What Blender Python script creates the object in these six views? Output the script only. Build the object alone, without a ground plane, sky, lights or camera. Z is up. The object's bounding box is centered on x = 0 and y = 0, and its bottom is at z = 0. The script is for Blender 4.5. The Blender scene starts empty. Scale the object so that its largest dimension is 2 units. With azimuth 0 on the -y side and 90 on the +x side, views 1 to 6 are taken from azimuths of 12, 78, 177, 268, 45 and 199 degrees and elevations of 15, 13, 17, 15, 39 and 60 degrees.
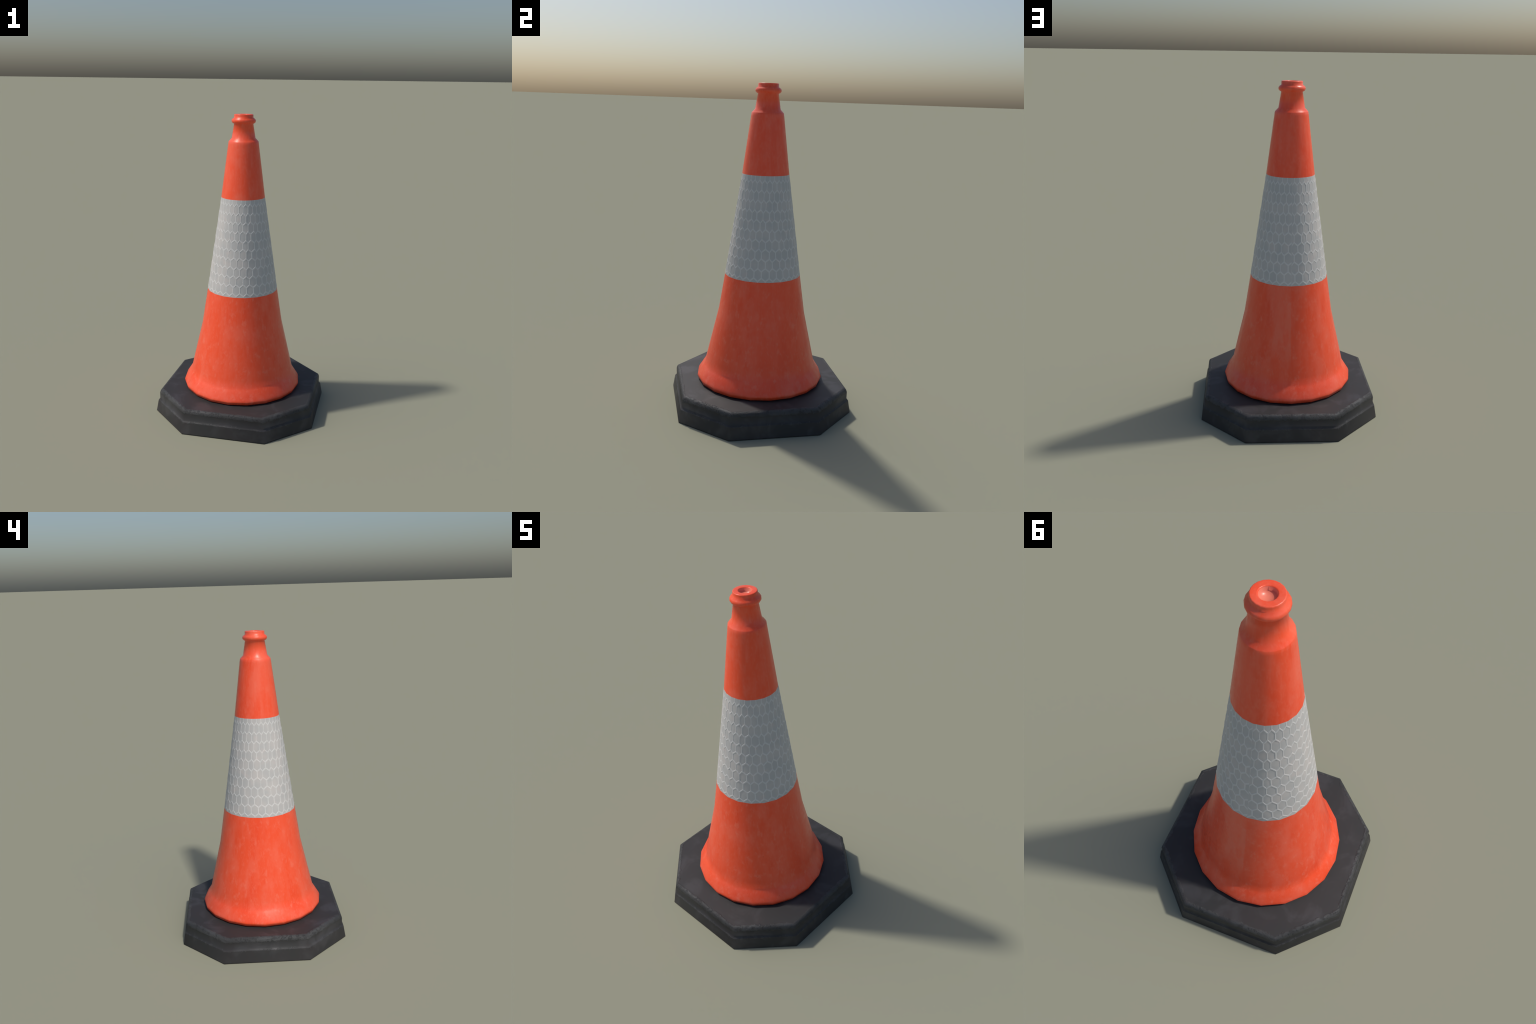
# Road cone: octagonal black rubber base, orange plastic cone with neck, collar
# and shallow socket, and a grey retro-reflective honeycomb sleeve.
import bpy, math
from mathutils import Vector, geometry

SIDES = 20                       # the cone is a 20-sided turned body
STEP = 2 * math.pi / SIDES

# ------------------------------------------------------------------ helpers
def new_object(name, mesh, parent, material):
    obj = bpy.data.objects.new(name, mesh)
    bpy.context.scene.collection.objects.link(obj)
    obj.parent = parent
    if material:
        mesh.materials.append(material)
    return obj

def make_mesh(name, verts, faces, normals=None):
    """normals: one per vertex; faces are smooth shaded with them."""
    mesh = bpy.data.meshes.new(name)
    mesh.from_pydata([tuple(v) for v in verts], [], faces)
    mesh.update()
    mesh.polygons.foreach_set("use_smooth", [True] * len(mesh.polygons))
    if normals:
        mesh.normals_split_custom_set_from_vertices([tuple(n) for n in normals])
    return mesh

# ---------------------------------------------------------------- materials
class Nodes:
    def __init__(self, name):
        self.mat = bpy.data.materials.new(name)
        self.mat.use_nodes = True
        self.t = self.mat.node_tree
        self.bsdf = self.t.nodes["Principled BSDF"]
        self.coord = self.t.nodes.new("ShaderNodeTexCoord").outputs["Object"]

    def link(self, a, b):
        self.t.links.new(a, b)

    def put(self, socket, value):
        if hasattr(value, "is_linked"):
            self.link(value, socket)
        else:
            socket.default_value = value

    def mapping(self, scale=(1, 1, 1), loc=(0, 0, 0)):
        m = self.t.nodes.new("ShaderNodeMapping")
        m.inputs["Scale"].default_value = scale
        m.inputs["Location"].default_value = loc
        self.link(self.coord, m.inputs["Vector"])
        return m.outputs["Vector"]

    def noise(self, scale, detail=4.0, rough=0.5, stretch=(1, 1, 1), loc=(0, 0, 0), distortion=0.0):
        n = self.t.nodes.new("ShaderNodeTexNoise")
        n.inputs["Scale"].default_value = scale
        n.inputs["Detail"].default_value = detail
        n.inputs["Roughness"].default_value = rough
        n.inputs["Distortion"].default_value = distortion
        self.link(self.mapping(stretch, loc), n.inputs["Vector"])
        return n.outputs["Fac"]

    def ramp(self, fac, lo, hi, a=0.0, b=1.0):
        r = self.t.nodes.new("ShaderNodeMapRange")
        r.interpolation_type = "SMOOTHSTEP"
        self.put(r.inputs["Value"], fac)
        r.inputs["From Min"].default_value = lo
        r.inputs["From Max"].default_value = hi
        r.inputs["To Min"].default_value = a
        r.inputs["To Max"].default_value = b
        return r.outputs["Result"]

    def math(self, op, a, b=0.0, c=0.0):
        m = self.t.nodes.new("ShaderNodeMath")
        m.operation = op
        for s, v in zip(m.inputs, (a, b, c)):
            self.put(s, v)
        return m.outputs[0]

    def mix(self, fac, a, b):
        m = self.t.nodes.new("ShaderNodeMix")
        m.data_type = "RGBA"
        self.put(m.inputs[0], fac)
        self.put(m.inputs[6], a)
        self.put(m.inputs[7], b)
        return m.outputs[2]

    def xyz(self):
        s = self.t.nodes.new("ShaderNodeSeparateXYZ")
        self.link(self.coord, s.inputs[0])
        return s.outputs

    def bump(self, height, strength, distance):
        b = self.t.nodes.new("ShaderNodeBump")
        b.inputs["Strength"].default_value = strength
        b.inputs["Distance"].default_value = distance
        self.link(height, b.inputs["Height"])
        self.link(b.outputs["Normal"], self.bsdf.inputs["Normal"])

    def surface(self, color, rough, specular=0.5):
        self.put(self.bsdf.inputs["Base Color"], color)
        self.put(self.bsdf.inputs["Roughness"], rough)
        self.bsdf.inputs["Specular IOR Level"].default_value = specular
        return self.mat

ORANGE = (0.985, 0.090, 0.027, 1)
ORANGE_DEEP = (0.93, 0.064, 0.014, 1)
ORANGE_FADED = (0.985, 0.150, 0.080, 1)

def orange_plastic():
    n = Nodes("weathered_orange_plastic")
    # long vertical streaks of fading, plus cloudy scuffed patches
    streak = n.ramp(n.noise(16, 5, 0.6, (1, 1, 0.14)), 0.42, 0.66)
    cloud = n.ramp(n.noise(9, 7, 0.62, (1, 1, 0.55), (3.1, 0.4, 1.7)), 0.46, 0.66)
    fleck = n.ramp(n.noise(30, 6, 0.65, (1, 1, 0.6), (0.2, 5.0, 2.0)), 0.54, 0.68)
    deep = n.ramp(n.noise(6, 5, 0.6, (1, 1, 0.35), (7.0, 1.0, 4.0)), 0.50, 0.72)
    col = n.mix(n.math("MULTIPLY", deep, 0.75), ORANGE, ORANGE_DEEP)
    x, y, z = n.xyz()
    up = n.ramp(z, 0.70, 1.40)
    fine_streak = n.ramp(n.noise(55, 4, 0.6, (1, 1, 0.07), (2.0, 2.0, 0.0)), 0.46, 0.66)
    col = n.mix(n.math("MULTIPLY", streak, 0.34), col, ORANGE_FADED)
    col = n.mix(n.math("MULTIPLY", fine_streak, n.math("MULTIPLY_ADD", up, 0.24, 0.10)), col, ORANGE_FADED)
    col = n.mix(n.math("MULTIPLY", cloud, 0.58), col, ORANGE_FADED)
    col = n.mix(n.math("MULTIPLY", fleck, n.math("MULTIPLY_ADD", up, -0.22, 0.44)), col, (0.97, 0.205, 0.125, 1))
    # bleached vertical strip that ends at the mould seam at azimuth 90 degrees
    turn = n.math("MULTIPLY", n.math("ARCTAN2", y, x), 180 / math.pi)
    strip = n.math("MULTIPLY", n.ramp(turn, 52, 80), n.math("LESS_THAN", turn, 90.0))
    strip = n.math("MULTIPLY", strip, n.math("MULTIPLY", n.ramp(z, 0.30, 0.50), n.math("LESS_THAN", z, 0.90)))
    col = n.mix(n.math("MULTIPLY", strip, n.math("MULTIPLY_ADD", streak, 0.20, 0.12)), col, (0.90, 0.24, 0.15, 1))
    mist = n.ramp(n.noise(75, 5, 0.7, (1, 1, 0.45), (6.0, 3.0, 1.0)), 0.50, 0.66)
    col = n.mix(n.math("MULTIPLY", mist, 0.22), col, (0.97, 0.205, 0.125, 1))
    # tiny dark grit specks, mostly low down on the foot
    low = n.ramp(z, 0.25, 0.75, 1.0, 0.15)
    speck = n.ramp(n.noise(120, 3, 0.7, (1, 1, 0.45), (1.0, 2.0, 9.0)), 0.685, 0.73)
    col = n.mix(n.math("MULTIPLY", n.math("MULTIPLY", speck, low), 0.45), col, (0.22, 0.035, 0.02, 1))
    rough = n.ramp(n.noise(40, 4, 0.6), 0.3, 0.7, 0.30, 0.42)
    n.bump(n.noise(150, 3, 0.6, (1, 1, 0.3)), 0.10, 0.002)
    return n.surface(col, rough, 0.5)

def pale_socket():
    n = Nodes("pale_salmon_plastic")
    col = n.mix(n.noise(30, 3), (0.84, 0.215, 0.140, 1), (0.90, 0.255, 0.165, 1))
    return n.surface(col, 0.33, 0.5)

# octagon of the base: corners at (0.5375, 0.271) and its mirror images
OCT_A, OCT_B = 0.5375, 0.2705

def black_rubber():
    n = Nodes("worn_black_rubber")
    x, y, z = n.xyz()
    ax, ay = n.math("ABSOLUTE", x), n.math("ABSOLUTE", y)
    # relative octagonal distance from the axis: 1 on the foot outline
    side = n.math("DIVIDE", n.math("MAXIMUM", ax, ay), OCT_A)
    diag = n.math("DIVIDE", n.math("ADD", ax, ay), OCT_A + OCT_B)
    octd = n.math("MAXIMUM", side, diag)
    cloud = n.ramp(n.noise(7, 5, 0.55, (1, 1, 1), (4, 2, 0), 0.6), 0.46, 0.70)
    tint = n.ramp(n.noise(4, 4, 0.5, (1, 1, 1), (9, 1, 3)), 0.40, 0.62)
    col = n.mix(tint, (0.0322, 0.0325, 0.0330, 1), (0.0355, 0.0328, 0.0335, 1))
    col = n.mix(n.math("MULTIPLY", cloud, 0.75), col, (0.056, 0.055, 0.058, 1))
    # chafed, chipped upper rim: pale grey ragged band round the top edge
    grain = n.noise(38, 7, 0.7, (1, 1, 1), (2, 8, 5))
    inner = n.ramp(octd, 0.893, 0.930)
    upper = n.ramp(z, 0.118, 0.138)
    rim = n.math("MULTIPLY", inner, upper)
    chip = n.ramp(n.math("ADD", grain, n.math("MULTIPLY", rim, 0.26)), 0.64, 0.76)
    chip = n.math("MULTIPLY", chip, n.ramp(rim, 0.05, 0.5))
    patch = n.ramp(n.noise(5, 3, 0.5, (1, 1, 1), (5, 7, 1)), 0.36, 0.62, 0.30, 1.0)
    # and a fainter one along the ledge
    ledge = n.math("MULTIPLY", n.ramp(z, 0.060, 0.074), n.ramp(z, 0.090, 0.080))
    chip2 = n.math("MULTIPLY", n.ramp(n.math("ADD", grain, n.math("MULTIPLY", ledge, 0.10)), 0.62, 0.70), ledge)
    col = n.mix(n.math("MULTIPLY", n.math("MULTIPLY", chip, patch), 0.70), col, (0.070, 0.072, 0.073, 1))
    col = n.mix(n.math("MULTIPLY", chip2, 0.45), col, (0.072, 0.074, 0.075, 1))
    fine = n.noise(90, 4, 0.6, (1, 1, 1), (1, 6, 2))
    height = n.math("MULTIPLY_ADD", n.math("MAXIMUM", chip, n.math("MULTIPLY", chip2, 0.5)), grain, n.math("MULTIPLY", fine, 0.04))
    n.bump(height, 0.45, 0.009)
    return n.surface(col, n.ramp(cloud, 0, 1, 0.58, 0.50), 0.35)

def sleeve_sheet(name, base, tint):
    n = Nodes(name)
    blot = n.ramp(n.noise(14, 3, 0.5, (1, 1, 0.8), (3, 3, 3)), 0.38, 0.66)
    warm = n.ramp(n.noise(26, 3, 0.5, (1, 1, 1), (8, 2, 6)), 0.56, 0.72)
    col = n.mix(blot, base, tint)
    col = n.mix(n.math("MULTIPLY", warm, 0.35), col, (tint[0] * 1.10, tint[1] * 1.0, tint[2] * 0.98, 1))
    fine = n.noise(70, 4, 0.65, (1, 1, 0.5))
    n.bump(fine, 0.06, 0.003)
    return n.surface(col, 0.45, 0.5)

MAT_ORANGE = orange_plastic()
MAT_SOCKET = pale_socket()
MAT_RUBBER = black_rubber()
MAT_CELL = sleeve_sheet("grey_reflective_film", (0.505, 0.502, 0.495, 1), (0.560, 0.537, 0.520, 1))
MAT_RIDGE = sleeve_sheet("pale_film_weld", (0.625, 0.622, 0.612, 1), (0.66, 0.645, 0.63, 1))

# ------------------------------------------------------------ top-level item
cone = bpy.data.objects.new("traffic_cone", None)
bpy.context.scene.collection.objects.link(cone)
cone["label"] = "orange plastic road cone with reflective sleeve on octagonal black base"
cone["category"] = "traffic cone"

# -------------------------------------------------------------- rubber base
def octagon_ring(scale, z):
    a, b = OCT_A * scale, OCT_B * scale
    pts = [(a, -b), (a, b), (b, a), (-b, a), (-a, b), (-a, -b), (-b, -a), (b, -a)]
    return [(x, y, z) for x, y in pts]

def build_base():
    # (scale of the foot outline, height): foot, slanted wall, ledge, upper wall, chamfer, top
    profile = [(0.90, 0.0), (0.9985, 0.0), (1.0, 0.0004), (0.9985, 0.005), (0.9772, 0.0730), (0.9760, 0.0768), (0.9735, 0.0782),
               (0.9575, 0.0885), (0.958, 0.1290), (0.9555, 0.1370), (0.9475, 0.1490),
               (0.9390, 0.1535), (0.9270, 0.1575), (0.9150, 0.1582), (0.45, 0.1582)]
    verts, faces = [], []
    for s, z in profile:
        verts += octagon_ring(s, z)
    for i in range(len(profile) - 1):
        for k in range(8):
            j = (k + 1) % 8
            faces.append((i * 8 + k, i * 8 + j, (i + 1) * 8 + j, (i + 1) * 8 + k))
    faces.append(tuple(range(7, -1, -1)))
    last = (len(profile) - 1) * 8
    faces.append(tuple(range(last, last + 8)))
    new_object("rubber_base", make_mesh("rubber_base", verts, faces), cone, MAT_RUBBER)

build_base()

# ---------------------------------------------------------- orange cone body
BAND_Z0, BAND_R0 = 0.8470, 0.2347
BAND_Z1, BAND_R1 = 1.4690, 0.1436

# (part, radius, height) from the underside of the foot up to the floor of the socket
PROFILE = [
    ("foot_flange", 0.352, 0.1586), ("foot_flange", 0.382, 0.1640), ("foot_flange", 0.3930, 0.1665),
    ("foot_flange", 0.3985, 0.1828), ("foot_flange", 0.3990, 0.1855), ("foot_flange", 0.3978, 0.1905),
    ("foot_flange", 0.3937, 0.2008), ("foot_flange", 0.3600, 0.2533), ("foot_flange", 0.3505, 0.2682),
    ("lower_body", 0.3410, 0.3090), ("lower_body", 0.2715, 0.6090), ("lower_body", BAND_R0, BAND_Z0),
    ("band", BAND_R1, BAND_Z1),
    ("upper_body", 0.0990, 1.8130), ("upper_body", 0.0968, 1.8290),
    ("shoulder", 0.0945, 1.8320), ("shoulder", 0.0765, 1.8505),
    ("neck", 0.0620, 1.9395),
    ("collar", 0.0735, 1.9470), ("collar", 0.0778, 1.9545), ("collar", 0.0778, 1.9630), ("collar", 0.0735, 1.9705),
    ("rim", 0.0620, 1.9785), ("rim", 0.0615, 1.9940), ("rim", 0.0608, 1.9980), ("rim", 0.0585, 1.9998),
    ("rim", 0.0565, 2.0000), ("rim", 0.0375, 2.0000), ("rim", 0.0352, 1.9996), ("rim", 0.0325, 1.9970),
    ("socket", 0.0318, 1.9800), ("socket", 0.0010, 1.9800),
]

def ring_point(r, z, k):
    return Vector((r * math.cos(k * STEP), r * math.sin(k * STEP), z))

def build_cone():
    rows = len(PROFILE)
    verts = [ring_point(r, z, k) for _, r, z in PROFILE for k in range(SIDES)]
    quads = {}
    for i in range(rows - 1):
        quads[i] = [(i * SIDES + k, i * SIDES + (k + 1) % SIDES,
                     (i + 1) * SIDES + (k + 1) % SIDES, (i + 1) * SIDES + k) for k in range(SIDES)]
    whole = bpy.data.meshes.new("whole")
    whole.from_pydata([tuple(v) for v in verts], [], [f for i in range(rows - 1) for f in quads[i]])
    whole.update()
    normals = [Vector(v.normal) for v in whole.vertices]
    bpy.data.meshes.remove(whole)
    # the strip between ring i and ring i+1 belongs to the part named on ring i+1
    parts = {}
    for i in range(rows - 1):
        parts.setdefault(PROFILE[i + 1][0], []).append(i)
    for part, strips in parts.items():
        if part == "band":
            continue
        used = sorted({v for i in strips for f in quads[i] for v in f})
        index = {v: n for n, v in enumerate(used)}
        faces = [tuple(index[v] for v in f) for i in strips for f in quads[i]]
        nrm = [normals[v] for v in used]
        if part == "socket":
            faces.append(tuple(index[(rows - 1) * SIDES + k] for k in range(SIDES)))
        mesh = make_mesh(part, [verts[v] for v in used], faces, nrm)
        new_object(part, mesh, cone, MAT_SOCKET if part == "socket" else MAT_ORANGE)
    # plain inner wall behind the sleeve
    inner = [ring_point(r - 0.006, z, k) for r, z in ((BAND_R0, BAND_Z0), (BAND_R1, BAND_Z1)) for k in range(SIDES)]
    faces = [(k, (k + 1) % SIDES, SIDES + (k + 1) % SIDES, SIDES + k) for k in range(SIDES)]
    new_object("inner_wall", make_mesh("inner_wall", inner, faces), cone, MAT_ORANGE)
    i0 = next(i for i, p in enumerate(PROFILE) if p[0] == "band") - 1
    return normals[i0 * SIDES], normals[(i0 + 1) * SIDES]   # at azimuth 0, band foot and band top

NORMAL_FOOT, NORMAL_TOP = build_cone()

# --------------------------------------------------------- reflective sleeve
# Honeycomb laid out on the unrolled film: u runs round the cone in facets
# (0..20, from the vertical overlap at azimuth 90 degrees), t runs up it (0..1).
CELL_W = (343.9 / 30) / 18.0             # width of a hexagon, in facets
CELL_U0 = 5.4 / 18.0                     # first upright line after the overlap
ROW_T = 0.0572 / (BAND_Z1 - BAND_Z0)     # spacing of the rows
ROW_T0 = (0.892 - BAND_Z0) / (BAND_Z1 - BAND_Z0)
WELD = 0.043                             # half width of a weld line / hexagon width
BEVEL = 0.030
RIDGE = 0.0011                           # height of the welds, metres
SEAM = 5                                 # facet corner 5 stands at azimuth 90

def clip(poly, a, b, c):
    """Part of a convex polygon [(u, t, h)] where a*u + b*t + c >= 0."""
    out = []
    for i, p in enumerate(poly):
        q = poly[(i + 1) % len(poly)]
        dp, dq = a * p[0] + b * p[1] + c, a * q[0] + b * q[1] + c
        if dp >= 0:
            out.append(p)
        if (dp > 1e-12 and dq < -1e-12) or (dp < -1e-12 and dq > 1e-12):
            f = dp / (dp - dq)
            out.append(tuple(p[i] + f * (q[i] - p[i]) for i in range(3)))
    return out

def corner(k, top):
    r, z = (BAND_R1, BAND_Z1) if top else (BAND_R0, BAND_Z0)
    n = NORMAL_TOP if top else NORMAL_FOOT
    a = (k + SEAM) * STEP
    c, s = math.cos(a), math.sin(a)
    return Vector((r * c, r * s, z)), Vector((c * n.x - s * n.y, s * n.x + c * n.y, n.z))

def on_facets(poly, sink, key):
    """Lays a flat polygon on the facets; each facet is two triangles split from foot to top."""
    u0, u1 = min(p[0] for p in poly), max(p[0] for p in poly)
    for k in range(max(0, math.floor(u0 - 1e-9)), min(SIDES, math.ceil(u1 + 1e-9))):
        strip = clip(clip(poly, 1, 0, -k), -1, 0, k + 1)
        if len(strip) < 3:
            continue
        bl, br, tl, tr = corner(k, False), corner(k + 1, False), corner(k, True), corner(k + 1, True)
        for low in (True, False):
            piece = clip(strip, 1, -1, -k) if low else clip(strip, -1, 1, k)
            if len(piece) < 3:
                continue
            pts = []
            for u, t, h in piece:
                s = u - k
                if min(u, SIDES - u, t, 1 - t) < 1e-6:
                    h = 0.0                      # welds run out flat at the film's cut edges
                w = ((1 - s, s - t, t, bl, br, tr) if low else (1 - t, t - s, s, bl, tl, tr))
                pos = w[0] * w[3][0] + w[1] * w[4][0] + w[2] * w[5][0]
                nrm = (w[0] * w[3][1] + w[1] * w[4][1] + w[2] * w[5][1]).normalized()
                pts.append((pos + nrm * h, nrm))
            area = sum((pts[i][0] - pts[0][0]).cross(pts[i + 1][0] - pts[0][0]).length for i in range(1, len(pts) - 1))
            if area > 1e-9:
                sink.setdefault(key, []).append(pts)

def facet_mesh(name, pieces, steep=0.0):
    """Joins laid pieces; corner normals follow the round cone, tilted by relief where steep."""
    verts, faces, loop_normals, seen = [], [], [], {}
    for pts in pieces:
        idx, nrm = [], []
        flat = geometry.normal([p for p, _ in pts])
        if flat.dot(pts[0][1]) < 0:
            flat = -flat
        round_mean = sum((n for _, n in pts), Vector()).normalized()
        for p, n in pts:
            key = (round(p.x, 5), round(p.y, 5), round(p.z, 5))
            if key not in seen:
                seen[key] = len(verts)
                verts.append(p)
            if seen[key] in idx:
                continue
            idx.append(seen[key])
            tilt = (flat - round_mean) if flat.dot(round_mean) < 0.985 else Vector()
            nrm.append((n + tilt * steep).normalized())
        if len(idx) >= 3:
            faces.append(idx)
            loop_normals += nrm
    mesh = bpy.data.meshes.new(name)
    mesh.from_pydata([tuple(v) for v in verts], [], faces)
    mesh.polygons.foreach_set("use_smooth", [True] * len(mesh.polygons))
    mesh.update()
    if len(mesh.loops) == len(loop_normals):
        mesh.normals_split_custom_set([tuple(n) for n in loop_normals])
    return mesh

def build_sleeve():
    # hexagon in units of its own width (w) and row spacing; height = 4/3 of the spacing
    hw, hh = CELL_W / 2, ROW_T * 2 / 3
    reg = CELL_W * 2 / math.sqrt(3) / (hh * 2)      # film aspect used to keep lines even
    cells, welds = {}, {}
    ridge_rim = {}
    for row in range(-1, 11):
        t0 = ROW_T0 + row * ROW_T
        shift = 0.5 * (row % 2)
        for col in range(-2, 33):
            u0 = CELL_U0 + (col + 0.5 + shift) * CELL_W
            if u0 + hw <= 0 or u0 - hw >= SIDES:
                continue
            # six edges as (normal in regular film space, distance)
            edges = [(math.cos(math.radians(60 * k)), math.sin(math.radians(60 * k))) for k in range(6)]

            def shape(inset, h):
                poly = [(u0 - 2 * hw, t0 - 2 * hh, h), (u0 + 2 * hw, t0 - 2 * hh, h),
                        (u0 + 2 * hw, t0 + 2 * hh, h), (u0 - 2 * hw, t0 + 2 * hh, h)]
                for nx, ny in edges:
                    d = hw - inset * CELL_W
                    poly = clip(poly, -nx, -ny * reg, nx * u0 + ny * reg * t0 + d)
                for a, b, c in ((1, 0, 0), (-1, 0, SIDES), (0, 1, 0), (0, -1, 1)):
                    if poly:
                        poly = clip(poly, a, b, c)
                return poly

            inner = shape(WELD + BEVEL, 0.0)
            full = u0 - hw > 0 and u0 + hw < SIDES and t0 - hh > 0 and t0 + hh < 1
            if len(inner) >= 3:
                on_facets(inner, cells, (row, col) if full else "part")

            # weld ring: six wedge-shaped sectors, each a flat top and a bevel
            def hexagon(inset):
                r = (0.5 - inset) * CELL_W * 2 / math.sqrt(3)
                return [(u0 + r * math.cos(math.radians(60 * k + 30)),
                         t0 + r * math.sin(math.radians(60 * k + 30)) / reg) for k in range(6)]
            rings = [(hexagon(0.0), RIDGE), (hexagon(WELD), RIDGE), (hexagon(WELD + BEVEL), 0.0)]
            for (ra, ha), (rb, hb) in zip(rings, rings[1:]):
                for k in range(6):
                    j = (k + 1) % 6
                    quad = [(*ra[k], ha), (*ra[j], ha), (*rb[j], hb), (*rb[k], hb)]
                    for a, b, c in ((1, 0, 0), (-1, 0, SIDES), (0, 1, 0), (0, -1, 1)):
                        if quad:
                            quad = clip(quad, a, b, c)
                    if len(quad) >= 3:
                        on_facets(quad, welds, "weld")
    sleeve = new_object("reflective_sleeve", facet_mesh("reflective_sleeve", welds["weld"], 0.65), cone, MAT_RIDGE)
    sleeve["kind"] = "stuff"
    edge = new_object("hexagon_cell_remnant", facet_mesh("hexagon_cell_remnant", cells.pop("part")), sleeve, MAT_CELL)
    edge["kind"] = "stuff"
    for key in sorted(cells):
        new_object("hexagon_cell", facet_mesh("hexagon_cell", cells[key]), sleeve, MAT_CELL)

build_sleeve()
